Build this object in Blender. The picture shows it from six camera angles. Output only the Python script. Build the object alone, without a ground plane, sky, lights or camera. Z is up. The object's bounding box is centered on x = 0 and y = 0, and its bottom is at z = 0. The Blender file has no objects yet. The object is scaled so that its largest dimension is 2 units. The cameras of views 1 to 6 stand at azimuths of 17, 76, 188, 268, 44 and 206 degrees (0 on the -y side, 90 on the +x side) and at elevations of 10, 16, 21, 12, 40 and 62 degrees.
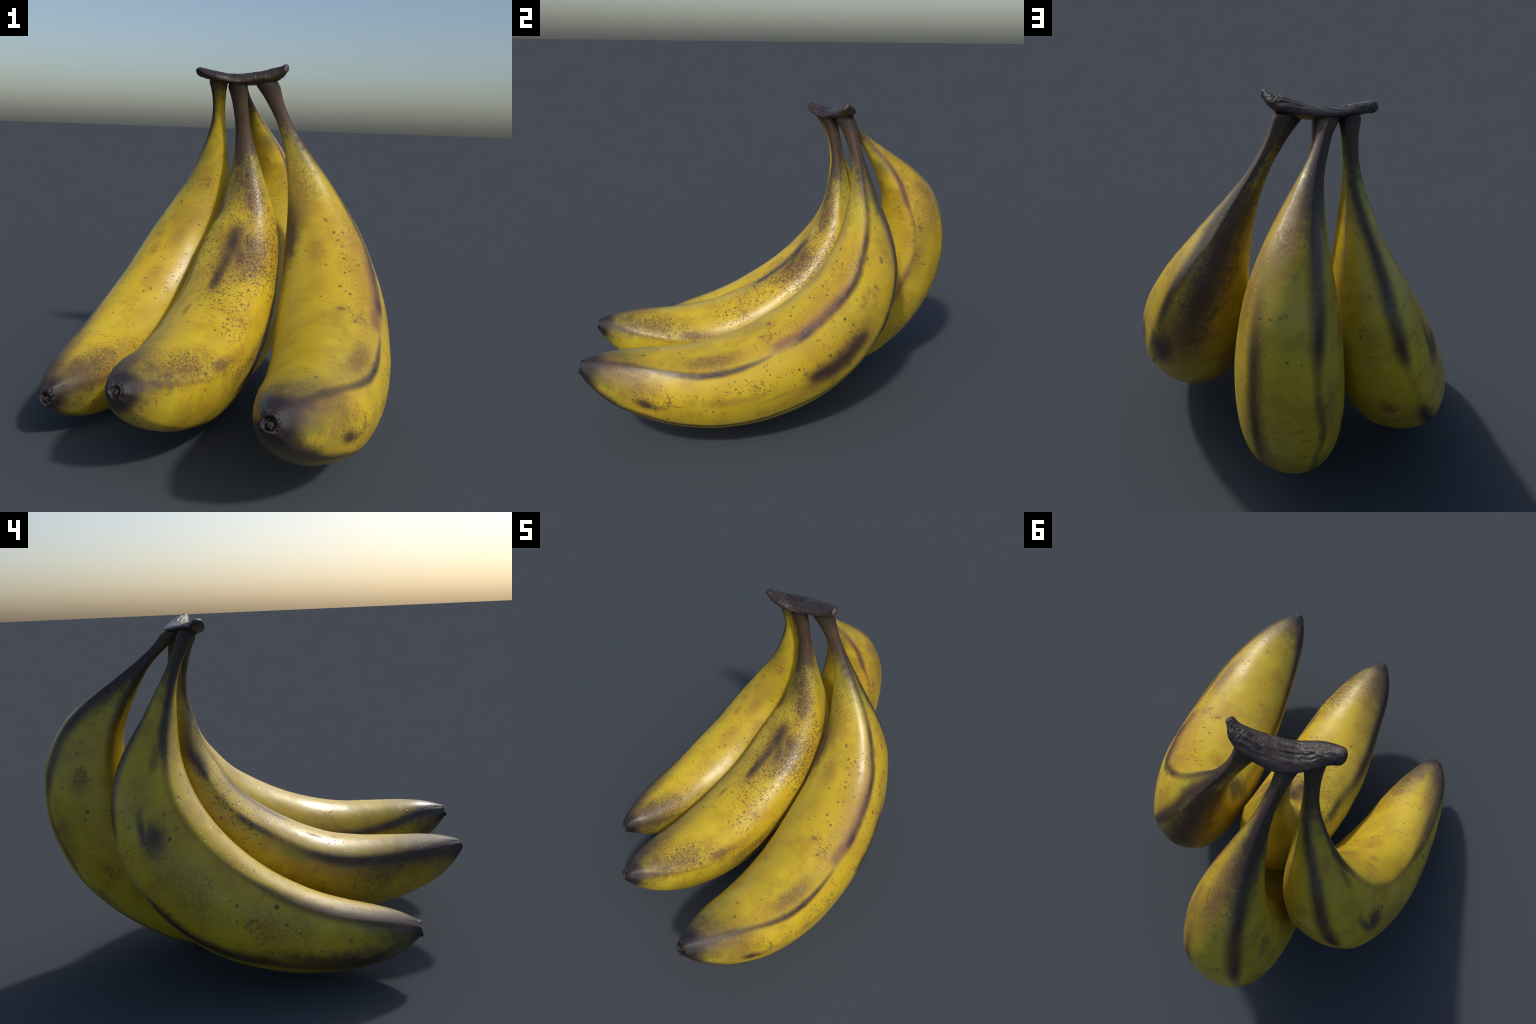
"""A hand of four ripe bananas hanging from one woody crown.

Every banana is a tube swept along a curved spine (B-spline control points, radii and a slightly
oval / three-sided section), with four soft lengthwise ridges.  The peel material "unbends" the fruit:
from the Object coordinates it works out how far along the fruit a point lies (t, 0 at the crown, 1 at
the blossom end) and its angle round the fruit (phi, 0 = +x side, 90 = inner, concave side), and places
ridge stripes, bruises, freckles, stem and tip browning in those two coordinates.
"""
import math
import bpy
import numpy as np
from mathutils import Vector, noise

rng = np.random.default_rng(7)
noise.seed_set(5)

# ------------------------------------------------------------------ fruit descriptions
# spine: control points (m); radius: control radii; oval / tri: cos and sin amounts of the 2- and 3-lobed section
# centre: (y, z) about which the fruit curls;  ridges: phi of the four edges along t
FRUITS = [
    dict(
        key="left",
        spine=[(-0.214, 0.311, 1.445), (-0.232, 0.39, 1.299), (-0.269, 0.435, 1.106), (-0.331, 0.51, 0.867), (-0.416, 0.472, 0.64),
               (-0.477, 0.293, 0.404), (-0.522, 0.046, 0.262), (-0.534, -0.238, 0.186), (-0.545, -0.451, 0.193), (-0.549, -0.598, 0.209)],
        radius=[0.04, 0.016, 0.049, 0.107, 0.172, 0.205, 0.216, 0.21, 0.182, 0.154, 0.098, 0.019],
        oval=[[0.061, -0.022, -0.031, 0.008, -0.013, -0.048], [-0.003, 0.074, 0.01, 0.006, -0.05, -0.011]],
        tri=[[0.029, -0.026, 0.008, 0.044, 0.002, -0.028], [-0.007, 0.024, 0.01, -0.03, 0.038, 0.025]],
        centre=(-0.45, 1.35),
        ridges=[[(0, 15), (0.3, 15), (1, 22)], [(0, -73), (0.3, -70), (1, -60)],
                [(0, -95), (0.12, -100), (0.2, -116), (0.35, -124), (0.5, -131), (0.75, -148), (1, -150)],
                [(0, 150), (0.2, 157), (0.3, 146), (0.5, 134), (0.65, 129), (0.8, 137), (1, 138)]],
        stem=[(-180, 0.16), (-140, 0.13), (-100, 0.15), (-60, 0.09), (0, 0.04), (60, 0.03), (100, 0.035), (140, 0.17), (165, 0.22)],
        tip=[(-180, 0.93), (-145, 0.87), (-90, 0.95), (-36, 0.965), (20, 0.93), (50, 0.93), (93, 0.955), (125, 0.90), (150, 0.91)],
        marks=[
            ("stripe", "dark", [(0.12, -88, .012, .5), (0.155, -103, .014, .9), (0.21, -118, .018, 1), (0.3, -123, .024, 1), (0.37, -125, .020, .85), (0.41, -127, .012, .15), (0.47, -129, .014, .3), (0.52, -131, .026, 1), (0.60, -136, .028, 1), (0.74, -149, .03, .9), (0.9, -150, .03, .8)]),
            ("stripe", "dark", [(0.05, 150, .02, .8), (0.17, 152, .02, .9), (0.25, 158, .026, .95), (0.31, 148, .02, .7), (0.37, 147, .012, .25), (0.5, 137, .008, .25), (0.6, 131, .010, .5), (0.7, 130, .02, .85), (0.83, 131, .024, .9), (0.95, 138, .02, .8)]),
            ("stripe", "brown", [(0.6, 122, .02, .0), (0.75, 120, .03, .4), (0.9, 118, .04, .8), (1, 115, .04, 1)]),
            ("stripe", "brown", [(0.78, 14, .006, .0), (0.86, 14, .010, .35), (0.91, 15, .014, .8), (0.98, 33, .014, .9)]),
            ("stripe", "brown", [(0.1, -73, .006, .5), (0.25, -70, .006, .4), (0.33, -70, .006, .0)]),
            ("blot", "dark", 0.415, -176, .060, .058, 1.0), ("blot", "dark", 0.435, -172, .04, .02, 0.6),
            ("dot", "dark", 0.434, 166, .010, 0.8), ("dot", "dark", 0.684, 143, .012, 0.9), ("dot", "dark", 0.611, 161, .009, 0.7),
            ("dot", "dark", 0.393, 162, .008, 0.6), ("dot", "dark", 0.551, 162, .011, 0.35), ("dot", "dark", 0.845, 165, .010, .6),
            ("blot", "dark", 0.285, 172, .06, .03, 0.6), ("blot", "dark", 0.80, -157, .22, .050, .9), ("blot", "brown", 0.87, -166, .09, .05, .8),
            ("blot", "dark", 0.395, -165, .075, .024, .95), ("blot", "brown", 0.48, -97, .035, .03, .5),
            ("blot", "ochre", 0.45, 79, .12, .05, .9), ("blot", "ochre", 0.575, 80, .09, .045, .8), ("blot", "ochre", .7, 60, .1, .06, .4),
            ("blot", "brown", 0.86, 44, .12, .06, .35), ("blot", "brown", 0.93, 60, .07, .06, .7),
            ("scar", 0.45, 112, .03, .04, .9), ("scar", 0.5, 101, .05, .03, 1.0), ("scar", 0.32, 120, .05, .05, .6), ("scar", .30, 80, .05, .05, .8), ("scar", .47, -98, .05, .05, .9), ("scar", .66, 170, .07, .05, .7),
            ("mottle", 0.89, 45, .16, .11, 1.0), ("mottle", 0.80, 40, .14, .08, .6), ("freckle", 0.84, 45, .14, .08, .12), ("freckle", .62, 60, .2, .06, .10), ("mottle", .5, -175, .3, .1, .5), ("mottle", .7, 165, .2, .08, .6), ("mottle", .3, 80, .1, .08, .4),
            ("green", 0.27, -170, .25, .14, .25), ("green", 0.5, -170, .35, .1, .15), ("green", .22, 110, .06, .05, .5),
        ]),
    dict(
        key="middle",
        spine=[(-0.121, 0.318, 1.423), (-0.11, 0.373, 1.26), (-0.081, 0.362, 1.058), (-0.062, 0.365, 0.802), (-0.072, 0.25, 0.568),
               (-0.053, 0.014, 0.383), (-0.065, -0.267, 0.281), (-0.053, -0.55, 0.299), (-0.082, -0.765, 0.35), (-0.087, -0.901, 0.405)],
        radius=[0.04, 0.023, 0.045, 0.102, 0.167, 0.2, 0.214, 0.212, 0.19, 0.156, 0.104, 0.023],
        oval=[[0.066, 0.026, 0.011, -0.005, 0.025, -0.001], [-0.027, -0.004, 0.013, -0.053, -0.038, -0.025]],
        tri=[[-0.016, -0.018, -0.04, -0.029, 0.008, 0.002], [0.016, 0.016, 0.049, 0.047, 0.019, 0.012]],
        centre=(-0.55, 1.35),
        ridges=[[(0, 10), (0.5, 10), (0.8, 15), (0.95, 20), (1, 30)], [(0, -50), (1, -50)], [(0, -118), (1, -122)],
                [(0, 165), (0.25, 165), (0.32, 148), (0.5, 141), (0.7, 144), (1, 147)]],
        stem=[(-180, 0.09), (-120, 0.08), (-60, 0.10), (-22, 0.15), (19, 0.18), (60, 0.20), (83, 0.215), (110, 0.23), (142, 0.20), (165, 0.13)],
        tip=[(-180, 0.95), (-130, 0.97), (-85, 0.987), (-40, 0.987), (-5, 0.98), (20, 0.955), (44, 0.955), (76, 0.955), (110, 0.92), (140, 0.88), (165, 0.93)],
        marks=[
            ("stripe", "dark", [(0.18, 165, .02, .5), (0.25, 167, .026, .9), (0.29, 152, .028, 1), (0.325, 147, .02, .9), (0.35, 146, .012, .2), (0.42, 146, .010, .2), (0.45, 145, .016, .9), (0.5, 142, .016, .9), (0.56, 141, .016, .5), (0.64, 145, .02, .85), (0.72, 147, .026, 1), (0.85, 150, .03, 1), (1, 150, .03, 1)]),
            ("stripe", "brown", [(0.55, 150, .04, 0.), (0.65, 152, .05, .45), (0.85, 155, .05, .6), (1, 155, .04, .9)]),
            ("stripe", "brown", [(0.6, 128, .03, 0.), (0.75, 128, .05, .35), (0.9, 118, .05, .75), (1, 110, .04, .9)]),
            ("stripe", "brown", [(0.70, 14, .006, .0), (0.8, 16, .008, .3), (0.9, 18, .009, .5), (0.95, 22, .012, .9), (1, 35, .014, 1)]),
            ("stripe", "dark", [(0.33, 88, .03, .0), (0.36, 88, .030, .7), (0.40, 89, .034, .9), (0.45, 91, .026, .8), (0.5, 95, .024, .85), (0.545, 96, .020, .75), (0.58, 97, .02, 0)]),
            ("stripe", "brown", [(0.30, 85, .05, .0), (0.36, 85, .06, .4), (0.42, 84, .075, .5), (0.5, 88, .06, .5), (0.56, 92, .045, .4), (0.64, 95, .04, 0)]),
            ("stripe", "dark", [(0.3, -18, .012, .0), (0.42, -18, .016, .6), (0.54, -14, .018, .9), (0.62, -15, .018, .9), (0.7, -20, .016, .6), (0.8, -25, .01, .0)]),
            ("blot", "dark", 0.40, 89, .10, .036, 1.0), ("blot", "dark", 0.455, 91, .08, .030, .9), ("blot", "dark", 0.52, 96, .085, .028, 1.0), ("blot", "dark", 0.43, 75, .07, .03, .6),
            ("blot", "dark", 0.40, 62, .07, .045, .6), ("mottle", 0.46, 62, .14, .09, .9), ("mottle", 0.28, 60, .16, .08, 1.0), ("mottle", .38, 40, .14, .06, .6), ("blot", "brown", 0.45, 85, .13, .05, .45), ("blot", "brown", .40, 62, .08, .05, .35),
            ("blot", "brown", 0.63, 113, .05, .014, .8), ("blot", "brown", 0.775, 26, .075, .022, .8), ("blot", "ochre", .70, 22, .12, .03, .7), ("blot", "ochre", 0.44, 105, .1, .04, .5),
            ("blot", "brown", 0.88, 33, .12, .035, .45), ("blot", "brown", 0.93, 60, .07, .05, .45), ("blot", "ochre", .62, -20, .2, .04, .5), ("blot", "brown", .8, 168, .05, .03, .5),
            ("scar", .63, 45, .05, .04, .5), ("scar", .8, 172, .08, .05, .7), ("scar", .78, -160, .09, .05, .5), ("scar", .9, 12, .06, .02, .6),
            ("freckle", 0.26, 65, .20, .07, 1.1), ("freckle", 0.44, 52, .20, .10, 1.15), ("freckle", 0.40, 25, .22, .05, .9), ("freckle", 0.57, 68, .14, .08, .65),
            ("freckle", 0.5, 95, .22, .10, .45), ("mottle", 0.87, 42, .20, .10, 1.0), ("mottle", 0.77, 24, .14, .04, .9), ("mottle", .7, 0, .2, .04, .6), ("freckle", 0.85, 40, .16, .075, .2), ("freckle", 0.66, 45, .12, .07, .4), ("freckle", 0.65, 5, .18, .035, .7), ("freckle", .4, 140, .25, .08, .4), ("mottle", .9, 90, .14, .10, .8),
            ("mottle", .8, 170, .16, .09, .9), ("freckle", .5, -170, .4, .1, .2), ("freckle", .32, 100, .1, .06, .4),
            ("green", 0.42, 78, .04, .02, .7), ("green", .6, 150, .12, .03, .6), ("green", .5, -150, .3, .1, .12),
        ]),
    dict(
        key="right",
        spine=[(0.008, 0.364, 1.431), (0.08, 0.412, 1.269), (0.177, 0.404, 1.064), (0.28, 0.406, 0.793), (0.359, 0.285, 0.55),
               (0.427, 0.03, 0.373), (0.48, -0.285, 0.282), (0.503, -0.596, 0.3), (0.47, -0.831, 0.361), (0.451, -0.989, 0.418)],
        radius=[0.046, 0.018, 0.051, 0.117, 0.191, 0.226, 0.247, 0.234, 0.212, 0.174, 0.115, 0.024],
        oval=[[0.031, 0.035, -0.069, 0.015, 0.078, -0.037], [-0.04, 0.013, 0.002, 0.022, -0.019, -0.05]],
        tri=[[0.008, -0.004, -0.022, 0.01, -0.002, -0.012], [0.012, 0.027, 0.048, 0.011, -0.006, 0.019]],
        centre=(-0.5, 1.35),
        ridges=[[(0, 8), (0.14, 11), (0.23, 14), (0.28, 23), (0.35, 29), (0.44, 36), (0.52, 38), (0.68, 36), (0.77, 35), (0.85, 42), (1, 47)],
                [(0, -50), (0.12, -55), (0.2, -63), (0.26, -50), (0.3, -40), (0.35, -38), (0.5, -42), (0.66, -36), (0.88, -38), (1, -45)],
                [(0, -105), (0.23, -113), (0.5, -125), (1, -130)], [(0, 141), (0.46, 143), (0.7, 160), (0.83, 162), (0.94, 146), (1, 140)]],
        stem=[(-180, 0.09), (-135, 0.06), (-110, 0.05), (-80, 0.12), (-50, 0.17), (-20, 0.15), (10, 0.155), (48, 0.145), (61, 0.135), (100, 0.115), (136, 0.10)],
        tip=[(-180, 0.93), (-120, 0.90), (-54, 0.905), (-36, 0.95), (-10, 0.985), (11, 0.975), (30, 0.955), (51, 0.945), (107, 0.935), (145, 0.92)],
        marks=[
            ("stripe", "dark", [(0.08, 10, .012, .5), (0.14, 11, .014, .75), (0.2, 12, .014, .7), (0.25, 18, .014, .8), (0.28, 23, .014, 1), (0.31, 27, .016, .9), (0.35, 29, .016, .9), (0.39, 33, .015, .95), (0.43, 36, .015, .75), (0.47, 37, .015, .7), (0.5, 38, .016, .75), (0.52, 38, .016, .95), (0.545, 39, .015, .4), (0.58, 41, .013, .25), (0.61, 38, .007, .5), (0.66, 37, .010, .9), (0.7, 36, .012, 1), (0.77, 35, .014, 1), (0.83, 38, .012, .9), (0.87, 41, .011, .75), (0.95, 46, .014, .75)]),
            ("stripe", "red", [(0.36, 33, .02, .2), (0.43, 39, .022, .9), (0.5, 41, .024, .9), (0.55, 42, .024, .9), (0.6, 44, .02, .5), (0.64, 44, .02, .0)]),
            ("stripe", "ochre", [(0.3, 40, .035, .3), (0.45, 47, .05, .7), (0.6, 50, .05, .5), (0.75, 50, .04, .5), (0.9, 48, .03, .3)]),
            ("stripe", "dark", [(0.1, -40, .016, .7), (0.17, -38, .024, .9), (0.23, -50, .03, 1), (0.28, -47, .022, 1), (0.31, -47, .018, 1), (0.34, -46, .012, .6), (0.37, -52, .006, .8), (0.44, -52, .006, .9), (0.49, -46, .007, .9), (0.55, -40, .006, .8), (0.64, -36, .007, .95), (0.77, -37, .008, .95), (0.86, -37, .012, .9), (0.92, -45, .02, .9)]),
            ("stripe", "dark", [(0.22, 141, .015, .0), (0.28, 143, .022, .5), (0.35, 141, .03, 1), (0.40, 143, .025, .7), (0.46, 146, .015, .35), (0.55, 150, .012, .4), (0.66, 158, .016, .7), (0.75, 162, .02, .95), (0.85, 160, .022, 1), (0.95, 147, .025, 1)]),
            ("blot", "dark", 0.20, -85, .26, .075, 1.0), ("blot", "dark", 0.27, -86, .17, .09, 1.0), ("blot", "brown", 0.33, -78, .12, .09, .8), ("blot", "brown", 0.35, -78, .14, .13, .85), ("blot", "brown", 0.22, -105, .22, .10, .9), ("blot", "dark", 0.385, -57, .09, .07, 1.0), ("blot", "dark", 0.205, -40, .1, .02, .7),
            ("stripe", "dark", [(0.39, -16, .02, .0), (0.42, -16, .030, .8), (0.45, -16, .038, 1), (0.50, -14, .046, 1), (0.535, -10, .036, 1), (0.56, -7, .03, .5), (0.59, -5, .02, 0)]), ("blot", "brown", 0.47, -15, .19, .065, .7), ("blot", "brown", 0.42, -25, .1, .03, .5),
            ("blot", "dark", 0.36, 138, .14, .05, 1.0), ("blot", "brown", 0.30, 128, .16, .06, .6), ("blot", "brown", 0.905, 8, .09, .07, .5), ("blot", "dark", 0.872, -14, .055, .027, 1.0), ("blot", "dark", 0.847, -12, .03, .006, .7), ("blot", "dark", .825, -6, .03, .005, .5),
            ("blot", "brown", 0.735, 52, .13, .038, .6), ("mottle", .74, 53, .18, .055, .7), ("blot", "brown", 0.90, 30, .07, .03, .5), ("blot", "brown", 0.92, -8, .03, .03, .6),
            ("blot", "brown", 0.72, 1, .14, .020, .5), ("stripe", "brown", [(.84, 28, .02, 0), (.9, 28, .04, .5), (1, 35, .05, .8)]), ("blot", "brown", .63, -8, .08, .01, .35),
            ("blot", "brown", 0.39, 146, .03, .05, .4), ("blot", "ochre", 0.40, 100, .1, .05, .9), ("blot", "ochre", .44, 0, .16, .06, .6), ("blot", "ochre", .5, 100, .12, .06, .35), ("blot", "ochre", .58, -20, .1, .05, .4),
            ("blot", "brown", 0.25, 120, .1, .03, .45), ("blot", "brown", .42, 150, .05, .035, .7),
            ("scar", 0.37, 8, .05, .03, 1.1), ("scar", 0.345, -5, .035, .03, 1.0), ("scar", .58, 75, .03, .05, 1.0), ("scar", .60, 60, .03, .05, .9), ("scar", .36, 60, .05, .06, .4), ("scar", .5, 60, .1, .1, .35),
            ("dot", "brown", 0.316, 76, .012, .8), ("dot", "brown", 0.288, -9, .014, .8), ("dot", "dark", 0.299, 19, .010, .6), ("dot", "brown", 0.342, 58, .010, .8),
            ("dot", "brown", .56, 3, .012, .6), ("dot", "brown", .53, 2, .010, .6), ("dot", "dark", .50, 3, .008, .8), ("dot", "dark", .43, 20, .008, .8),
            ("freckle", 0.42, 66, .14, .05, .16), ("freckle", 0.55, 60, .16, .06, .18), ("freckle", .66, 12, .2, .05, .25), ("freckle", 0.85, 0, .1, .05, .3), ("freckle", .46, 5, .08, .05, .2), ("mottle", .34, 40, .2, .05, .5), ("mottle", .22, 90, .14, .08, .7), ("mottle", .9, 20, .12, .1, .5),
            ("green", 0.965, 0, .07, .05, .9), ("green", 0.16, 60, .08, .05, .7), ("green", 0.18, -20, .08, .06, .7), ("green", .03, -115, .09, .03, 1), ("green", .55, -100, .3, .15, .15), ("green", .22, 30, .1, .06, .4),
        ]),
    dict(
        key="rear",
        spine=[(-0.142, 0.377, 1.442), (-0.125, 0.5, 1.344), (-0.098, 0.629, 1.187), (-0.093, 0.79, 0.999), (-0.105, 0.816, 0.743),
               (-0.112, 0.719, 0.477), (-0.103, 0.519, 0.263), (-0.147, 0.293, 0.123), (-0.165, 0.086, 0.085), (-0.156, -0.077, 0.099)],
        radius=[0.035, 0.014, 0.05, 0.111, 0.168, 0.199, 0.204, 0.194, 0.165, 0.123, 0.073, 0.02],
        oval=[[0.095, -0.005, -0.06, -0.026, -0.023, -0.021], [0.022, 0.045, 0.027, -0.011, -0.049, -0.024]],
        tri=[[-0.014, -0.023, 0.015, 0.019, -0.016, -0.001], [0.012, 0.055, 0.021, -0.009, -0.003, 0.001]],
        centre=(0.0, 0.8),
        ridges=[[(0, 0), (0.18, 0), (0.28, 19), (0.35, 17), (0.5, 15), (1, 15)], [(0, -36), (0.1, -40), (0.17, -62), (0.3, -45), (0.37, -50), (0.5, -54), (1, -55)],
                [(0, -105), (0.2, -115), (0.35, -124), (0.48, -130), (0.56, -121), (0.7, -117), (1, -115)], [(0, 155), (0.18, 152), (0.31, 140), (0.5, 138), (1, 140)]],
        stem=[(-180, 0.16), (-150, 0.20), (-125, 0.20), (-90, 0.175), (-60, 0.11), (-30, 0.10), (0, 0.11), (40, 0.08), (90, 0.08), (150, 0.17)],
        tip=[(-180, 0.93), (0, 0.93), (90, 0.93)],
        marks=[
            ("stripe", "dark", [(0.05, -115, .02, .8), (0.15, -126, .025, 1), (0.22, -127, .03, 1), (0.3, -127, .028, 1), (0.36, -126, .024, .95), (0.42, -124, .014, .6), (0.46, -127, .014, .75), (0.5, -130, .014, .7), (0.56, -122, .012, .6), (0.62, -121, .018, .8), (0.75, -118, .018, .8), (0.9, -117, .02, .6)]),
            ("stripe", "brown", [(0.2, -58, .02, .2), (0.28, -55, .024, .4), (0.34, -59, .026, .8), (0.42, -63, .024, .9), (0.5, -66, .024, 1), (0.56, -72, .026, .8), (0.65, -74, .03, .6), (0.8, -75, .03, .4)]),
            ("stripe", "dark", [(0.3, -58, .010, .0), (0.37, -60, .012, .5), (0.45, -62, .012, .7), (0.52, -64, .014, .8), (0.6, -66, .014, .6), (0.8, -70, .014, .3)]),
            ("stripe", "dark", [(0.12, -2, .010, .0), (0.184, 1, .009, .35), (0.22, 8, .009, .45), (0.26, 17, .009, .45), (0.30, 20, .007, .35), (0.36, 17, .006, .25), (0.45, 14, .008, 0)]),
            ("stripe", "red", [(0.07, 0, .016, .7), (0.135, -2, .012, .8), (0.184, 1, .012, .9), (0.22, 8, .012, 1), (0.26, 17, .013, 1), (0.29, 20, .010, .9), (0.31, 18, .006, .5), (0.4, 13, .005, .4), (0.45, 14, .012, .6), (0.5, 17, .018, .85), (0.56, 15, .016, .8), (0.62, 15, .01, .3)]),
            ("stripe", "dark", [(0.1, 155, .018, .8), (0.18, 152, .018, .9), (0.24, 146, .018, .8), (0.31, 139, .018, .6), (0.4, 138, .012, .2), (0.6, 138, .012, .3)]),
            ("blot", "brown", 0.20, -88, .15, .055, .9), ("blot", "brown", 0.26, -75, .1, .06, .5), ("blot", "brown", 0.27, -40, .07, .04, .75), ("blot", "ochre", .32, -30, .1, .06, .6), ("blot", "ochre", .37, 25, .12, .06, .6),
            ("blot", "brown", 0.365, -176, .06, .05, .5), ("blot", "dark", 0.60, -130, .08, .03, .5), ("blot", "brown", .46, -140, .12, .05, .5), ("blot", "brown", .42, 5, .18, .05, .5), ("mottle", .3, -20, .25, .1, .6),
            ("scar", 0.24, -76, .06, .04, 1.2), ("scar", 0.42, 8, .06, .03, 1.1), ("scar", 0.35, 5, .04, .02, 1.1), ("scar", .35, -178, .05, .04, 1.), ("scar", .555, -172, .06, .04, 1.), ("scar", .33, -35, .05, .05, .6), ("scar", .5, -85, .05, .05, .7),
            ("dot", "brown", .245, 0, .008, .5), ("dot", "brown", .3, 40, .009, .5), ("dot", "brown", .285, -5, .006, .7),
            ("green", 0.165, 30, .06, .035, 1), ("green", 0.3, -95, .2, .1, .3), ("green", .35, -160, .3, .12, .2), ("green", .5, -95, .3, .1, .2),
        ]),
]

# ------------------------------------------------------------------ small maths helpers


def spline_basis(n, s, k=3):
    """values of n clamped cubic B-spline basis functions at the places s in 0..1"""
    knots = np.concatenate([np.zeros(k), np.linspace(0, 1, n - k + 1), np.ones(k)])
    s = np.clip(s, 0, 1 - 1e-9)
    b = np.stack([(s >= knots[i]) & (s < knots[i + 1]) for i in range(len(knots) - 1)], 1).astype(float)
    for d in range(1, k + 1):
        m = np.zeros((len(s), len(knots) - 1 - d))
        for i in range(m.shape[1]):
            lo, hi = knots[i + d] - knots[i], knots[i + d + 1] - knots[i + 1]
            if lo > 0:
                m[:, i] += (s - knots[i]) / lo * b[:, i]
            if hi > 0:
                m[:, i] += (knots[i + d + 1] - s) / hi * b[:, i + 1]
        b = m
    return b


def along(points, s):
    points = np.asarray(points, float)
    return spline_basis(len(points), s) @ points


def sweep_frame(c, side):
    t = np.gradient(c, axis=0)
    t /= np.linalg.norm(t, axis=1)[:, None]
    u = np.asarray(side, float) - t * (t @ np.asarray(side, float))[:, None]
    u /= np.linalg.norm(u, axis=1)[:, None]
    return t, u, np.cross(t, u)


def wrap180(a):
    return (a + 180.0) % 360.0 - 180.0


def smooth(a, lo, hi):
    x = np.clip((a - lo) / (hi - lo), 0, 1)
    return x * x * (3 - 2 * x)


def grid_faces(rows, cols, first=0):
    out = []
    for i in range(rows - 1):
        for j in range(cols):
            k = (j + 1) % cols
            out.append((first + i * cols + j, first + i * cols + k, first + (i + 1) * cols + k, first + (i + 1) * cols + j))
    return out


class Curl:
    """the unbending of one fruit: world point -> (t along, phi round, distance from the core)"""

    def __init__(self, fruit):
        self.centre = fruit["centre"]
        core = along(fruit["spine"], np.linspace(0, 1, 161))
        y, z = core[:, 1] - self.centre[0], core[:, 2] - self.centre[1]
        theta = np.unwrap(np.arctan2(z, y))
        self.start, self.end = theta[0], theta[-1]
        self.t = (theta - self.start) / (self.end - self.start)
        self.reach, self.side = np.hypot(y, z), core[:, 0]

    def __call__(self, p):
        y, z = p[..., 1] - self.centre[0], p[..., 2] - self.centre[1]
        t = (np.arctan2(z, y) - self.start) / (self.end - self.start)
        inward = np.interp(t, self.t, self.reach) - np.hypot(y, z)
        off = p[..., 0] - np.interp(t, self.t, self.side)
        return t, np.degrees(np.arctan2(inward, off)), np.hypot(inward, off)


# ------------------------------------------------------------------ material building


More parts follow.
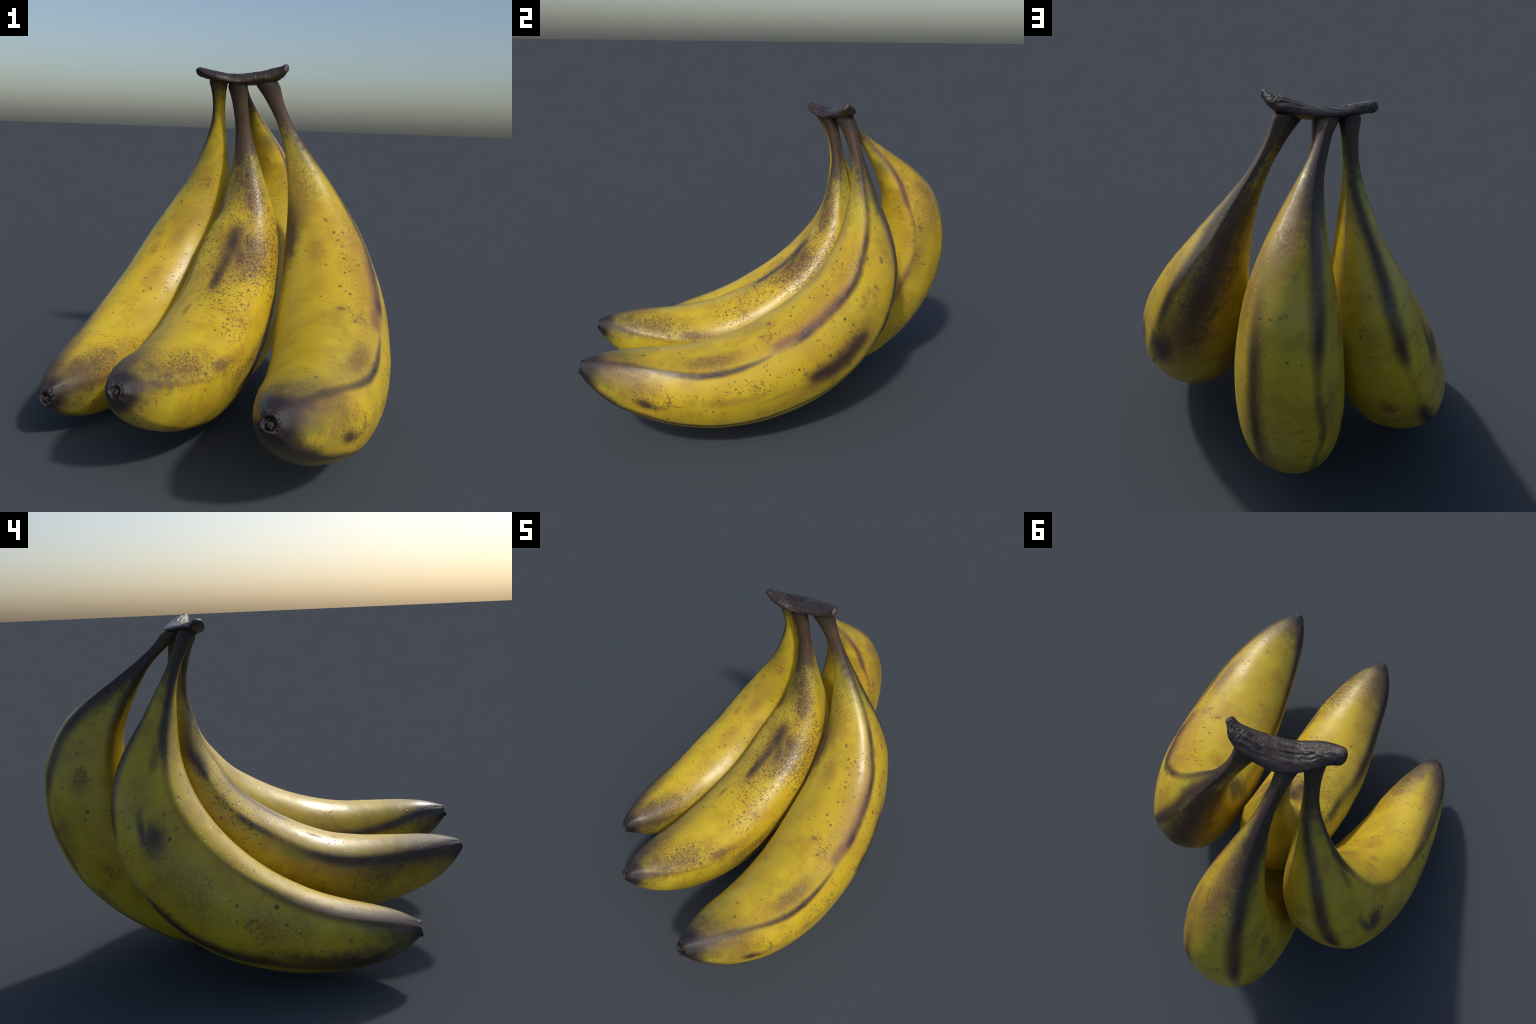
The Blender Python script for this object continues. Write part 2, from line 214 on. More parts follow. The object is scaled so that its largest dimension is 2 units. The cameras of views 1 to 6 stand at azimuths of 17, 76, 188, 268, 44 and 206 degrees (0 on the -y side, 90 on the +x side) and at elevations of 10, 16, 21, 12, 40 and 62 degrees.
class Nodes:
    """short-hand for building a shader node tree"""

    def __init__(self, name, group=False):
        if group:
            self.tree = bpy.data.node_groups.new(name, "ShaderNodeTree")
            return
        self.mat = bpy.data.materials.new(name)
        self.mat.use_nodes = True
        self.tree = self.mat.node_tree
        self.tree.nodes.clear()

    def sockets(self, names):
        """declare the float inputs of a group and one output; returns the input sockets"""
        for n in names:
            self.tree.interface.new_socket(n, in_out="INPUT", socket_type="NodeSocketFloat")
        self.tree.interface.new_socket("mask", in_out="OUTPUT", socket_type="NodeSocketFloat")
        return list(self.new("NodeGroupInput").outputs)[: len(names)]

    def result(self, socket):
        self.tree.links.new(socket, self.new("NodeGroupOutput").inputs[0])
        return self.tree

    def call(self, group, *values):
        n = self.new("ShaderNodeGroup", node_tree=group)
        for s, v in zip(n.inputs, values):
            self.put(s, v)
        return n.outputs[0]

    def new(self, kind, **settings):
        n = self.tree.nodes.new(kind)
        for k, v in settings.items():
            setattr(n, k, v)
        return n

    def put(self, socket, value):
        if isinstance(value, bpy.types.NodeSocket):
            self.tree.links.new(value, socket)
        else:
            socket.default_value = value

    def math(self, op, a, b=0.0, c=0.0, clamp=False):
        n = self.new("ShaderNodeMath", operation=op, use_clamp=clamp)
        for s, v in zip(n.inputs, (a, b, c)):
            self.put(s, v)
        return n.outputs[0]

    def add(self, a, b): return self.math("ADD", a, b)
    def sub(self, a, b): return self.math("SUBTRACT", a, b)
    def mul(self, a, b): return self.math("MULTIPLY", a, b)
    def top(self, a, b): return self.math("MAXIMUM", a, b)

    def ramp(self, x, lo, hi, a=0.0, b=1.0):
        """smooth step of x from lo..hi to a..b"""
        n = self.new("ShaderNodeMapRange", interpolation_type="SMOOTHSTEP")
        for s, v in zip(n.inputs, (x, lo, hi, a, b)):
            self.put(s, v)
        return n.outputs[0]

    def curve(self, x, points):
        n = self.new("ShaderNodeFloatCurve")
        m = n.mapping
        m.use_clip = False
        c = m.curves[0]
        points = sorted(points)
        while len(c.points) < len(points):
            c.points.new(0.5, 0.5)
        for p, (a, b) in zip(c.points, points):
            p.location, p.handle_type = (a, b), "AUTO_CLAMPED"
        m.update()
        self.put(n.inputs["Factor"], 1.0)
        self.put(n.inputs["Value"], x)
        return n.outputs[0]

    def mix(self, fac, a, b):
        n = self.new("ShaderNodeMix", data_type="RGBA")
        self.put(n.inputs[0], fac)
        self.put(n.inputs[6], a)
        self.put(n.inputs[7], b)
        return n.outputs[2]

    def noise(self, vec, scale, detail=2.0, rough=0.5):
        n = self.new("ShaderNodeTexNoise")
        self.put(n.inputs["Vector"], vec)
        n.inputs["Scale"].default_value, n.inputs["Detail"].default_value, n.inputs["Roughness"].default_value = scale, detail, rough
        return n.outputs[0]

    def cells(self, vec, scale):
        n = self.new("ShaderNodeTexVoronoi")
        self.put(n.inputs["Vector"], vec)
        n.inputs["Scale"].default_value = scale
        return n.outputs["Distance"], n.outputs["Color"]

    def split(self, vec):
        n = self.new("ShaderNodeSeparateXYZ")
        self.put(n.inputs[0], vec)
        return n.outputs

    def join(self, x, y, z):
        n = self.new("ShaderNodeCombineXYZ")
        for s, v in zip(n.inputs, (x, y, z)):
            self.put(s, v)
        return n.outputs[0]

    def finish(self, colour, rough, bump_height, bump_strength, bump_distance, specular=0.5, sub=0.0):
        b = self.new("ShaderNodeBsdfPrincipled")
        self.put(b.inputs["Base Color"], colour)
        self.put(b.inputs["Roughness"], rough)
        b.inputs["Specular IOR Level"].default_value = specular
        k = self.new("ShaderNodeBump")
        k.inputs["Strength"].default_value, k.inputs["Distance"].default_value = bump_strength, bump_distance
        self.put(k.inputs["Height"], bump_height)
        self.tree.links.new(k.outputs[0], b.inputs["Normal"])
        out = self.new("ShaderNodeOutputMaterial")
        self.tree.links.new(b.outputs[0], out.inputs[0])
        return self.mat


YELLOW, DEEP, PALE = (0.56, 0.385, 0.019, 1), (0.41, 0.258, 0.020, 1), (0.60, 0.44, 0.027, 1)
OCHRE, GREEN, BROWN = (0.36, 0.215, 0.024, 1), (0.25, 0.245, 0.026, 1), (0.150, 0.078, 0.028, 1)
DARK, STEM, TIP, RED, SCAR, FRECKLE = (0.040, 0.021, 0.021, 1), (0.050, 0.024, 0.021, 1), (0.056, 0.035, 0.031, 1), (0.20, 0.085, 0.050, 1), (0.20, 0.085, 0.026, 1), (0.064, 0.035, 0.033, 1)
LENGTH = 2.0   # metres of fruit per unit of t


def gap_nodes(g, phi, centre):
    return g.math("ABSOLUTE", g.math("WRAP", g.sub(phi, centre), 180.0, -180.0))


def patch_group():
    """an oval patch on the peel: half-lengths al (along) and ar (round), ragged rim from lo to hi"""
    g = Nodes("peel_patch", group=True)
    t, phi, per, rag, t0, p0, al, ar, lo, hi, power = g.sockets(["t", "phi", "per_degree", "ragged", "t0", "phi0", "al", "ar", "lo", "hi", "power"])
    a = g.math("DIVIDE", g.mul(g.sub(t, t0), LENGTH), al)
    b = g.math("DIVIDE", g.mul(gap_nodes(g, phi, p0), per), ar)
    d = g.math("SQRT", g.add(g.mul(a, a), g.mul(b, b)))
    return g.result(g.ramp(g.add(d, rag), lo, hi, power, 0.0))


def stripe_group():
    """a stripe along the fruit; line, width and power arrive as curves of t, packed into 0..1"""
    g = Nodes("peel_stripe", group=True)
    phi, per, rag, run, line, width, power = g.sockets(["phi", "per_degree", "ragged", "run", "line", "width", "power"])
    line = g.mul(g.sub(line, 0.5), 400.0)
    gap = g.math("DIVIDE", g.mul(g.mul(gap_nodes(g, phi, line), per), 10.0), g.top(width, 0.01))
    soft = g.ramp(g.add(gap, g.mul(rag, 0.8)), 0.20, 2.05, 1.0, 0.0)
    return g.result(g.mul(soft, g.add(power, g.mul(run, g.mul(power, 0.5)))))


def peel_material(fruit, curl, patch, stripe):
    g = Nodes("banana_peel_" + fruit["key"])
    pos = g.new("ShaderNodeTexCoord").outputs["Object"]
    x, y, z = g.split(pos)
    y, z = g.sub(y, curl.centre[0]), g.sub(z, curl.centre[1])
    t = g.math("DIVIDE", g.sub(g.math("ARCTAN2", z, y), float(curl.start)), float(curl.end - curl.start))
    at = np.linspace(0, 1, 17)
    reach = g.curve(t, [(a, float(np.interp(a, curl.t, curl.reach)) / 1.5) for a in at])
    side = g.curve(t, [(a, float(np.interp(a, curl.t, curl.side)) / 1.5 + 0.5) for a in at])
    inward = g.sub(g.mul(reach, 1.5), g.math("SQRT", g.add(g.mul(y, y), g.mul(z, z))))
    off = g.sub(x, g.mul(g.sub(side, 0.5), 1.5))
    q = g.math("SQRT", g.add(g.mul(inward, inward), g.mul(off, off)))
    phi = g.mul(g.math("ARCTAN2", inward, off), 180 / math.pi)
    per_degree = g.mul(q, math.pi / 180)
    # grain that runs round the fruit and grain that runs along it (seamless in phi)
    cx, sx = g.math("DIVIDE", off, g.top(q, 0.001)), g.math("DIVIDE", inward, g.top(q, 0.001))
    length = g.mul(t, LENGTH)
    across = g.join(g.mul(length, 3.0), g.mul(cx, 0.16), g.mul(sx, 0.16))
    lengthwise = g.join(g.mul(length, 0.35), g.mul(cx, 0.2), g.mul(sx, 0.2))
    broad = g.noise(pos, 3.2, 2)
    cloud = g.sub(g.noise(pos, 22, 3, 0.6), 0.5)
    fine = g.sub(g.noise(pos, 75, 3, 0.65), 0.5)
    streak = g.sub(g.noise(across, 28, 3, 0.6), 0.5)
    run = g.sub(g.noise(lengthwise, 26, 3, 0.6), 0.5)
    ragged = g.add(g.mul(cloud, 0.7), g.mul(g.add(fine, streak), 0.5))

    fine_rim, cloud_rim, ragged_rim = g.mul(fine, 0.6), g.mul(cloud, 0.8), g.mul(ragged, 1.3)
    masks = {}

    def lay(kind, m):
        masks[kind] = g.top(masks[kind], m) if kind in masks else m

    for mark in fruit["marks"]:
        what = mark[0]
        if what == "stripe":
            kind, pts = mark[1], mark[2]
            line = g.curve(t, [(p[0], p[1] / 400 + 0.5) for p in pts])
            width = g.curve(t, [(p[0], p[2] * 10) for p in pts])
            power = g.curve(t, [(pts[0][0] - 0.03, 0.0)] + [(p[0], p[3]) for p in pts] + [(pts[-1][0] + 0.03, pts[-1][3] if pts[-1][0] > 0.9 else 0.0)])
            lay(kind, g.call(stripe, phi, per_degree, ragged, run, line, width, power))
            continue
        if what == "dot":
            kind, tt, ph, al, power = mark[1:]
            ar = al
        elif what == "blot":
            kind, tt, ph, al, ar, power = mark[1:]
        else:
            kind, (tt, ph, al, ar, power) = what, mark[1:]
        if what == "dot":
            rim, lo, hi = fine_rim, 0.65, 1.1
        elif what in ("freckle", "scar", "green", "mottle"):
            rim, lo, hi = cloud_rim, 0.2, 1.35
        else:
            rim, lo, hi = ragged_rim, (0.2 if kind != "ochre" else -0.1), 1.45
        m = g.call(patch, t, phi, per_degree, rim, tt, float(ph), al, ar, lo, hi, power)
        lay(kind, m)

    # stem and blossom-end browning whose limits vary round the fruit
    turn = g.add(g.mul(phi, 1 / 360), 0.5)

    def limit(pts):
        pts = sorted(pts)
        first, last = pts[0], pts[-1]
        return g.curve(turn, [(p[0] / 360 + 0.5, p[1]) for p in pts] + [(1.0, first[1])])

    wob = g.add(g.mul(cloud, 0.10), g.add(g.mul(streak, 0.03), g.mul(run, 0.05)))
    stem_gap = g.add(g.sub(t, limit(fruit["stem"])), wob)
    stem = g.ramp(g.add(stem_gap, g.mul(fine, 0.07)), -0.055, 0.065, 1.0, 0.0)
    tip_gap = g.add(g.sub(limit(fruit["tip"]), t), wob)
    tip = g.ramp(g.add(tip_gap, g.mul(fine, 0.05)), -0.04, 0.055, 1.0, 0.0)
    end = g.ramp(g.add(t, g.mul(ragged, 0.02)), 0.962, 0.990)

    # base yellow
    col = g.mix(g.ramp(broad, 0.35, 0.65), YELLOW, PALE)
    col = g.mix(g.ramp(g.noise(pos, 7, 3, 0.6), 0.42, 0.72, 0.0, 0.75), col, DEEP)
    if "ochre" in masks:
        col = g.mix(masks["ochre"], col, OCHRE)
    greenish = g.top(masks["green"], g.mul(g.top(g.ramp(stem_gap, 0.0, 0.13, 1.0, 0.0), g.ramp(tip_gap, 0.0, 0.10, 1.0, 0.0)), 0.55))
    col = g.mix(greenish, col, GREEN)
    # little scuffs that run round the fruit, and thicker scuffing inside the scar areas
    scuff_cells = g.join(g.mul(length, 2.3), g.mul(cx, 0.22), g.mul(sx, 0.22))
    scuff = g.mul(g.ramp(g.noise(scuff_cells, 21, 2, 0.6), 0.62, 0.70), g.ramp(g.noise(pos, 9, 1), 0.42, 0.62))
    col = g.mix(g.mul(scuff, 0.5), col, SCAR)
    scar = g.mul(g.ramp(g.add(g.noise(scuff_cells, 34, 4, 0.7), g.mul(masks["scar"], 0.13)), 0.56, 0.74), g.ramp(masks["scar"], 0.05, 0.7))
    col = g.mix(g.mul(masks["scar"], 0.16), col, SCAR)
    col = g.mix(g.mul(scar, 0.68), col, SCAR)
    # freckles: dark round dots, dense where the freckle mask is high, sparse elsewhere
    warp = g.new("ShaderNodeVectorMath", operation="ADD")
    g.put(warp.inputs[0], pos)
    g.put(warp.inputs[1], g.join(g.mul(cloud, 0.012), g.mul(fine, 0.012), g.mul(streak, 0.012)))
    density = masks["freckle"] if "freckle" in masks else 0.0
    dots = None
    for scale, size, share in ((46, 0.34, 0.8), (82, 0.40, 1.05), (135, 0.42, 1.1)):
        dist, cell = g.cells(warp.outputs[0], scale)
        pick = g.split(cell)[0]
        keep = g.math("LESS_THAN", pick, g.math("MULTIPLY_ADD", density, share, 0.008))
        radius = g.mul(g.add(g.mul(g.split(cell)[1], 0.6), 0.55), size)
        m = g.mul(g.ramp(g.math("DIVIDE", dist, radius), 0.35, 1.45, 1.0, 0.0), keep)
        dots = m if dots is None else g.top(dots, m)
    haze = g.mul(g.ramp(g.add(g.mul(density, 0.5), g.mul(fine, 1.2)), 0.35, 0.75), density)
    if "brown" in masks:
        col = g.mix(g.mul(masks["brown"], 0.82), col, BROWN)
    col = g.mix(g.mul(haze, 0.65), col, BROWN)
    # soft smudges anywhere, stronger towards both ends
    ends = g.top(g.ramp(t, 0.12, 0.5, 1.0, 0.25), g.ramp(t, 0.75, 0.98, 0.25, 1.0))
    smudge = g.mul(g.ramp(g.add(g.noise(pos, 5.5, 4, 0.6), g.mul(ragged, 0.25)), 0.48, 0.72), ends)
    col = g.mix(g.mul(smudge, 0.5), col, BROWN)
    if "mottle" in masks:
        grainy = g.ramp(g.add(g.noise(warp.outputs[0], 120, 3, 0.6), g.mul(masks["mottle"], 0.12)), 0.42, 0.68)
        col = g.mix(g.mul(grainy, g.mul(masks["mottle"], 0.85)), col, BROWN)
    if "red" in masks:
        col = g.mix(g.mul(masks["red"], 0.85), col, RED)
    col = g.mix(g.mul(dots, 0.78), col, FRECKLE)
    stem_colour = g.mix(g.ramp(g.add(run, cloud), -0.3, 0.3), STEM, DARK)
    col = g.mix(g.mul(stem, g.ramp(g.add(g.mul(run, 1.4), fine), -0.25, 0.30, 0.97, 0.90)), col, stem_colour)
    col = g.mix(g.mul(tip, g.add(0.80, g.mul(streak, 0.5))), col, TIP)
    col = g.mix(g.mul(masks["dark"], g.add(0.92, g.mul(fine, 0.25))), col, DARK)
    col = g.mix(end, col, (0.022, 0.016, 0.017, 1))
    col = g.mix(g.ramp(t, 0.0, 0.03, 0.75, 0.0), col, (0.03, 0.022, 0.02, 1))

    # relief: faint orange-peel, pits and scratches
    h = g.add(g.mul(g.noise(pos, 26, 2), 0.14), g.mul(scuff, -0.35))
    h = g.add(h, g.mul(scar, -0.13))
    h = g.add(h, g.mul(dots, -0.18))
    pit, pcell = g.cells(pos, 34)
    pit = g.mul(g.ramp(pit, 0.06, 0.16, -1.0, 0.0), g.math("LESS_THAN", g.split(pcell)[0], 0.22))
    h = g.add(h, g.mul(pit, 0.6))
    rough = g.add(0.30, g.add(g.mul(g.noise(pos, 6, 3), 0.10), g.add(g.mul(scar, 0.1), g.mul(g.top(stem, masks['brown']), 0.28))))
    return g.finish(col, rough, h, 0.5, 0.006)


def blossom_material():
    g = Nodes("dry_blossom_end")
    pos = g.new("ShaderNodeTexCoord").outputs["Object"]
    n = g.noise(pos, 60, 4, 0.65)
    col = g.mix(g.ramp(n, 0.42, 0.68), (0.011, 0.008, 0.009, 1), (0.050, 0.039, 0.036, 1))
    return g.finish(col, 0.42, g.noise(pos, 110, 4, 0.6), 0.9, 0.006)


def crown_material():
    g = Nodes("dried_crown_wood")
    pos = g.new("ShaderNodeTexCoord").outputs["Object"]
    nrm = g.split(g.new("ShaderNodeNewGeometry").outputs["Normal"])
    x, y, z = g.split(pos)
    grain = g.join(g.mul(x, 0.22), y, z)
    n = g.noise(grain, 55, 4, 0.65)
    lump = g.noise(pos, 85, 3, 0.6)
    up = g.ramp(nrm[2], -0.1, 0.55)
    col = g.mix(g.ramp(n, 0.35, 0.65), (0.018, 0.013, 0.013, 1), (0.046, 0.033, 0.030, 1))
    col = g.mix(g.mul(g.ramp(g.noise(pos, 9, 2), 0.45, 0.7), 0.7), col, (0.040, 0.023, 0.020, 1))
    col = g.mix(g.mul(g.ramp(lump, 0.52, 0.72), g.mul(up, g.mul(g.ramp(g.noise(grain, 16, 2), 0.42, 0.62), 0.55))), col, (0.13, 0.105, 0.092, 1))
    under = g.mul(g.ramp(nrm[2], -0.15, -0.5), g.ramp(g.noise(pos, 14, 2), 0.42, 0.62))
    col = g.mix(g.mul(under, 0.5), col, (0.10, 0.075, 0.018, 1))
    patchy = g.ramp(g.noise(grain, 16, 2), 0.42, 0.62)
    h = g.add(g.mul(n, 0.8), g.mul(lump, g.mul(up, g.mul(patchy, 1.2))))
    rough = g.ramp(lump, 0.3, 0.7, 0.50, 0.30)
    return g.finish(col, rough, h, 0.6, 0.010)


# ------------------------------------------------------------------ geometry


def mesh_object(name, verts, faces, material, parent, normals=None):
    me = bpy.data.meshes.new(name)
    me.from_pydata([tuple(v) for v in verts], [], faces)
    me.polygons.foreach_set("use_smooth", [True] * len(me.polygons))
    me.materials.append(material)
    me.update()
    if normals is not None:
        me.normals_split_custom_set_from_vertices([tuple(n) for n in normals])
    ob = bpy.data.objects.new(name, me)
    bpy.context.scene.collection.objects.link(ob)
    ob.parent = parent
    return ob


def vertex_normals(verts, faces):
    f = np.asarray(faces)
    a, b = verts[f[:, 2]] - verts[f[:, 0]], verts[f[:, 3]] - verts[f[:, 1]]
    n = np.cross(a, b)
    out = np.zeros_like(verts)
    for k in range(4):
        np.add.at(out, f[:, k], n)
    return out / np.maximum(np.linalg.norm(out, axis=1), 1e-12)[:, None]


def ridge_profile(phi, t, ridges):
    """factor on the section radius: flats sag between neighbouring ridges"""
    edges = np.sort(np.stack([np.interp(t, [p[0] for p in r], [p[1] for p in r]) for r in ridges], -1), -1)
    best = np.zeros_like(phi)
    half = np.full_like(phi, 1.0)
    n = edges.shape[-1]
    for i in range(n):
        a = edges[..., i]
        b = edges[..., (i + 1) % n] + (360.0 if i == n - 1 else 0.0)
        span = (b - a) / 2
        d = np.abs(wrap180(phi - (a + b) / 2)) / span
        inside = d <= 1.0
        best = np.where(inside, np.sqrt(d * d + 0.0015), best)
        half = np.where(inside, span, half)
    depth = 0.062 * np.clip(half / 45.0, 0.3, 1.25) * (1 + 0.6 * (1 - smooth(t, 0.15, 0.35)))
    sag = 1 - np.minimum(best, 1.0) ** 2.2
    amount = (1.0 - 0.6 * smooth(t, 0.86, 1.0)) * (1.0 - 0.35 * smooth(t, 0.35, 0.55) * (1 - smooth(t, 0.7, 0.9)))
    return 1 + depth * amount * (0.42 - sag)


ROUND = 96
CROWN_SPINE = [(-0.285, 0.274, 1.485), (-0.245, 0.277, 1.475), (-0.189, 0.304, 1.46), (-0.12, 0.349, 1.456), (-0.023, 0.355, 1.466), (0.052, 0.36, 1.482), (0.09, 0.334, 1.507)]


def build_banana(fruit, parent, dry, patch, stripe):
    curl = Curl(fruit)
    s = np.linspace(0, 1, 201)
    core = along(fruit["spine"], s)
    radius = along(np.asarray(fruit["radius"])[:, None], s)[:, 0]
    t_dir, u, v = sweep_frame(core, (1, 0, 0))
    ph = np.arange(ROUND) * 2 * np.pi / ROUND
    h, slope = np.ones((len(s), ROUND)), np.zeros((len(s), ROUND))
    for k, table in ((2, fruit["oval"]), (3, fruit["tri"])):
        c, d = (along(np.asarray(row)[:, None], s) for row in table)
        h += c * np.cos(k * ph) + d * np.sin(k * ph)
        slope += k * (d * np.cos(k * ph) - c * np.sin(k * ph))
    n_dir = np.cos(ph)[None, :, None] * u[:, None] + np.sin(ph)[None, :, None] * v[:, None]
    s_dir = np.cos(ph)[None, :, None] * v[:, None] - np.sin(ph)[None, :, None] * u[:, None]
    step = np.concatenate([[0], np.cumsum(np.linalg.norm(np.diff(core, axis=0), axis=1))])
    taper = np.clip(np.gradient(radius, step), -0.93, 0.93) * smooth(s, 0.0, 0.05)      # the skin is the envelope of a ball rolled along the spine
    lean = np.sqrt(1 - taper ** 2)
    out = radius[:, None, None] * (lean[:, None, None] * (h[..., None] * n_dir + slope[..., None] * s_dir))
    shift = -(radius * taper)[:, None] * t_dir
    t, phi, _ = curl(core[:, None] + out + shift[:, None])
    scale = ridge_profile(phi, np.clip(t, 0, 1), fruit["ridges"])
    # pinched folds towards the blossom end, a swollen ring where the stem meets the crown, slight lumpiness
    fold = smooth(s, 0.955, 0.995)[:, None]
    wave = np.cos(7 * ph + 1.3 * np.sin(2 * ph + fruit["centre"][0] * 9))[None, :]
    scale = scale * (1 + 0.03 * fold * wave)
    scale = scale * (1 + 0.03 * np.exp(-((s - 0.004) / 0.006) ** 2))[:, None]
    pts = core[:, None] + shift[:, None] + out * scale[..., None]
    flat = pts.reshape(-1, 3)
    lump = np.array([noise.noise(Vector(p) * 7.0) * 0.0022 + noise.noise(Vector(p) * 24.0) * 0.0006 for p in flat]).reshape(len(s), ROUND)
    lump *= np.clip(radius / 0.15, 0.2, 1)[:, None]
    dirs = out / np.maximum(np.linalg.norm(out, axis=2), 1e-9)[..., None]
    pts = pts + dirs * lump[..., None]
    # the stem is cut level where it meets the underside of the crown
    level = (1 - smooth(s, 0.004, 0.055))[:, None]
    rise = (core[:, None, 2] - pts[..., 2]) / np.minimum(t_dir[:, 2], -0.3)[:, None]
    pts = pts + (level * rise)[..., None] * t_dir[:, None]
    # the peel stops where it has narrowed to the dry blossom end
    late = np.nonzero((s > 0.9) & (radius * lean < 0.039))[0]
    stop = late[0] if len(late) else len(s) - 1
    neck = int(np.argmin(np.abs(s - 0.185)))
    crown_core = along(CROWN_SPINE, np.linspace(0, 1, 61))
    inside = crown_core[np.argmin(np.linalg.norm(crown_core - core[0], axis=1))]
    root = core[0] * 0.45 + inside * 0.55
    root[2] = core[0][2] + 0.022
    buried = root + (pts[0] - core[0]) * 0.85
    rows = np.concatenate([buried[None], pts[: stop + 1]])
    verts = rows.reshape(-1, 3)
    faces = grid_faces(len(rows), ROUND)
    normals = vertex_normals(verts, faces)
    normals[ROUND:] = vertex_normals(verts, faces[ROUND:])[ROUND:]      # the hidden root ring must not bend the shading
    centre_of = np.concatenate([[root], (core + shift)[: stop + 1]]).repeat(ROUND, 0)
    if np.sum(normals * (verts - centre_of)) < 0:
        faces = [f[::-1] for f in faces]
        normals = -normals
    peel = peel_material(fruit, curl, patch, stripe)
    body_rows, cut = len(rows), neck + 1
    body = mesh_object("banana", verts[cut * ROUND:], [tuple(i - cut * ROUND for i in f) for f in faces[cut * ROUND:]], peel, parent, normals[cut * ROUND:])
    mesh_object("stem", verts[: (cut + 1) * ROUND], faces[: cut * ROUND], peel, body, normals[: (cut + 1) * ROUND])

    # dry blossom end: a crinkled collar round a hollow with a withered stub
    ring = rows[-1]
    mid, axis = ring.mean(0), t_dir[stop]
    spoke = ring - mid
    reach = core[-1] + t_dir[-1] * 0.015 - mid
    size = min(max(0.7 * float(reach @ axis), 0.009), 0.015)
    reach = axis * size
    shape = [(0.0, 1.0), (0.2, 0.955), (0.38, 0.89), (0.5, 0.885), (0.72, 0.87), (0.88, 0.80), (0.96, 0.72), (0.94, 0.64), (0.80, 0.58),
             (0.40, 0.54), (0.05, 0.48), (-0.1, 0.40), (0.05, 0.32), (0.45, 0.30), (0.75, 0.25), (0.85, 0.17), (0.84, 0.08), (0.84, 0.005)]
    lobes = rng.uniform(0, 6.28, 3)
    drift = spoke[int(lobes[2] / 6.29 * ROUND)] * 0.28
    cup = []
    for a, r in shape:
        wild = smooth(np.array(a if r > 0.5 else 0.6), 0.05, 0.5)
        notch = np.array([0.16 * noise.noise(Vector((math.cos(x) * 1.6 + lobes[0] * 9, math.sin(x) * 1.6, a * 0.8))) + 0.09 * noise.noise(Vector((math.cos(x) * 4 + lobes[1] * 9, math.sin(x) * 4, a * 1.5))) for x in ph])
        rise = a * (1 + wild * 0.25 * np.sin(2 * ph + lobes[1]) * (r > 0.5) + wild * notch)
        cup.append(mid + spoke * (r * (1 + wild * notch * 0.9))[:, None] + axis * (size * rise)[:, None] + drift * (wild * (1 - r) * 1.2))
    cup[0] = ring
    cup = np.array(cup)
    cv = cup.reshape(-1, 3)
    cf = grid_faces(len(cup), ROUND)
    cn = vertex_normals(cv, cf)
    if np.sum(cn[: 3 * ROUND] * (cv[: 3 * ROUND] - mid)) < 0:
        cf = [f[::-1] for f in cf]
        cn = -cn
    last = (len(cup) - 1) * ROUND
    cf = cf + [tuple(range(last, last + ROUND))]
    mesh_object("blossom_tip", cv, cf, dry, body)
    return body


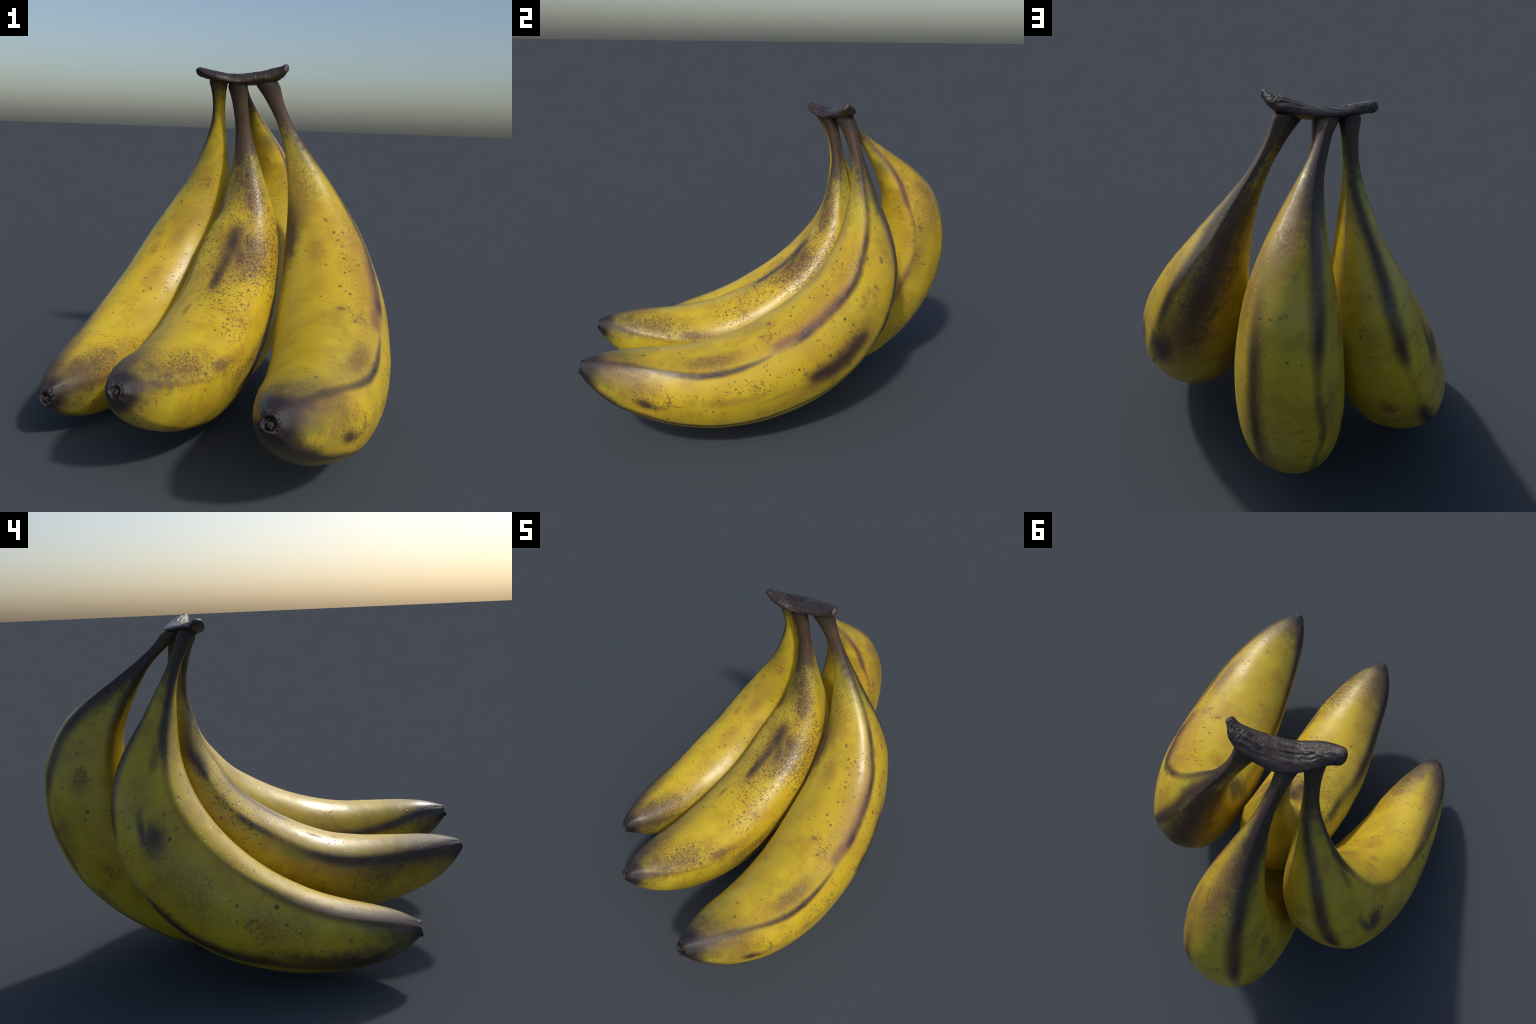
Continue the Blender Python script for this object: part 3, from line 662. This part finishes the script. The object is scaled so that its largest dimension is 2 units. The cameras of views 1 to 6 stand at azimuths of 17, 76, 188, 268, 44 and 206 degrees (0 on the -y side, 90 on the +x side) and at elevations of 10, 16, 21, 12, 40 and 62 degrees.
def build_crown(parent, material):
    radii = [0.027, 0.036, 0.038, 0.049, 0.042, 0.038, 0.022]
    flat_c, flat_s = [-0.095, -0.486, -0.466, -0.249, 0.02], [0.109, -0.208, -0.107, -0.005, -0.066]
    around, n = 120, 240
    s = np.linspace(0, 1, n)
    core = along(CROWN_SPINE, s)
    r = along(np.array(radii)[:, None], s)[:, 0]
    c, d = along(np.array(flat_c)[:, None], s)[:, 0], along(np.array(flat_s)[:, None], s)[:, 0]
    t, u, v = sweep_frame(core, (0, 0, 1))
    # rounded far end, blunt cut near end
    extra_a, extra_b = np.linspace(1, 0, 14)[:-1], np.linspace(0, 1, 14)[1:]
    core = np.concatenate([core[0] - t[0] * (r[0] * 0.95 * np.sin(extra_a * np.pi / 2))[:, None], core, core[-1] + t[-1] * (r[-1] * 0.8 * np.sin(extra_b * np.pi / 2) ** 1.0)[:, None]])
    shrink_a, shrink_b = np.cos(extra_a * np.pi / 2), np.cos(extra_b * np.pi / 2) ** 0.55
    r = np.concatenate([r[0] * np.maximum(shrink_a, 0.02), r, r[-1] * np.maximum(shrink_b, 0.02)])
    pad = lambda a: np.concatenate([np.repeat(a[:1], 13, 0), a, np.repeat(a[-1:], 13, 0)])
    c, d, u, v, s = pad(c), pad(d), pad(u), pad(v), pad(s)
    m, lean = np.hypot(c, d), 0.5 * np.arctan2(d, c)
    ph = np.arange(around) * 2 * np.pi / around
    a = ph[None] - lean[:, None]
    big, small = (r * (1 + m))[:, None], (r * (1 - m))[:, None]
    ca, sa = np.cos(a), np.sin(a)
    above = (sa * -np.sin(lean)[:, None]) > 0
    thin = 1 - 0.18 * (1 - smooth(s, 0.0, 0.18))[:, None] - 0.15 * smooth(s, 0.85, 1.0)[:, None]
    big = big * 1.06
    tall = small * thin * np.where(above, 1.22, 0.78)
    k = np.where(above, 1.8, 1.6)
    rad = (np.abs(ca / big) ** k + np.abs(sa / tall) ** k) ** (-1 / k)
    core = core - u * (small * 0.22)
    cu, su = np.cos(ph)[None], np.sin(ph)[None]
    pts = core[:, None] + rad[..., None] * (cu[..., None] * u[:, None] + su[..., None] * v[:, None])
    # the cut top: lengthwise furrows, a raised crumbly rim, wrinkles; the underside stays smoother
    topness = smooth(np.cos(ph), -0.05, 0.5)[None]
    side = (rad * su)                                     # metres across
    x = pts[..., 0]
    wander = 0.008 * np.sin(x * 15 + 0.6) + np.array([0.010 * noise.noise(Vector((a * 13, 3.1, 0))) + 0.004 * noise.noise(Vector((a * 40, 7.7, 0))) for a in core[:, 0]])[:, None]
    some = np.array([0.55 + 0.9 * noise.noise(Vector((a * 22, 0.4, 5))) for a in core[:, 0]])[:, None]
    middle = smooth(s, 0.04, 0.2)[:, None] * (1 - smooth(s, 0.93, 1.0))[:, None]

    def furrow(at, width):
        return np.exp(-(((side - at) / width) ** 2))

    relief = -0.0075 * furrow(wander, 0.0045) * middle
    relief += -0.0045 * furrow(wander * 0.7 + 0.020, 0.0035) * middle - 0.0035 * furrow(wander * 0.8 - 0.021, 0.004) * middle
    relief += 0.004 * furrow(wander * 0.5 + 0.031, 0.006) * middle + 0.003 * furrow(-0.032 + wander * 0.5, 0.006) * middle
    relief *= topness * some * 0.65
    rough = np.zeros_like(rad)
    for i in range(pts.shape[0]):
        for j in range(around):
            p = Vector(pts[i, j])
            g = Vector((p.x * 14, p.y * 60, p.z * 60))
            e = noise.noise(g) * 0.0017 + noise.noise(Vector((p.x * 30, p.y * 140, p.z * 140))) * 0.0011 + noise.noise(p * 80.0) * 0.0005 * (1 + noise.noise(p * 15.0))
            rough[i, j] = e * (0.35 + 0.85 * topness[0, j]) + noise.noise(p * 28.0) * 0.0016
    rim = np.exp(-(((ph - np.pi / 2 + 0.25) / 0.22) ** 2)) + np.exp(-(((ph - 3 * np.pi / 2 - 0.25) / 0.22) ** 2))
    relief = relief + rough + 0.0022 * rim[None] * middle
    relief *= (1 - 0.6 * smooth(s, 0.94, 1.0))[:, None] * (0.45 + 0.55 * smooth(s, 0.0, 0.25))[:, None]
    relief *= np.clip(r / 0.03, 0.1, 1)[:, None]
    dirs = pts - core[:, None]
    dirs /= np.maximum(np.linalg.norm(dirs, axis=2), 1e-9)[..., None]
    pts = pts + dirs * relief[..., None]
    verts = pts.reshape(-1, 3)
    faces = grid_faces(len(pts), around)
    nn = vertex_normals(verts, faces)
    if np.sum(nn * dirs.reshape(-1, 3)) < 0:
        faces = [f[::-1] for f in faces]
    last = (len(pts) - 1) * around
    caps = [tuple(range(around)), tuple(range(last, last + around))]
    return mesh_object("crown", verts, faces + caps, material, parent)


# ------------------------------------------------------------------ assembly

bunch = bpy.data.objects.new("banana_bunch", None)
bunch["label"] = "four ripe spotted yellow bananas joined at a dark crown"
bunch["category"] = "banana bunch"
bpy.context.scene.collection.objects.link(bunch)

dry, patch, stripe = blossom_material(), patch_group(), stripe_group()
for fruit in FRUITS:
    build_banana(fruit, bunch, dry, patch, stripe)
build_crown(bunch, crown_material())
bpy.context.view_layer.update()
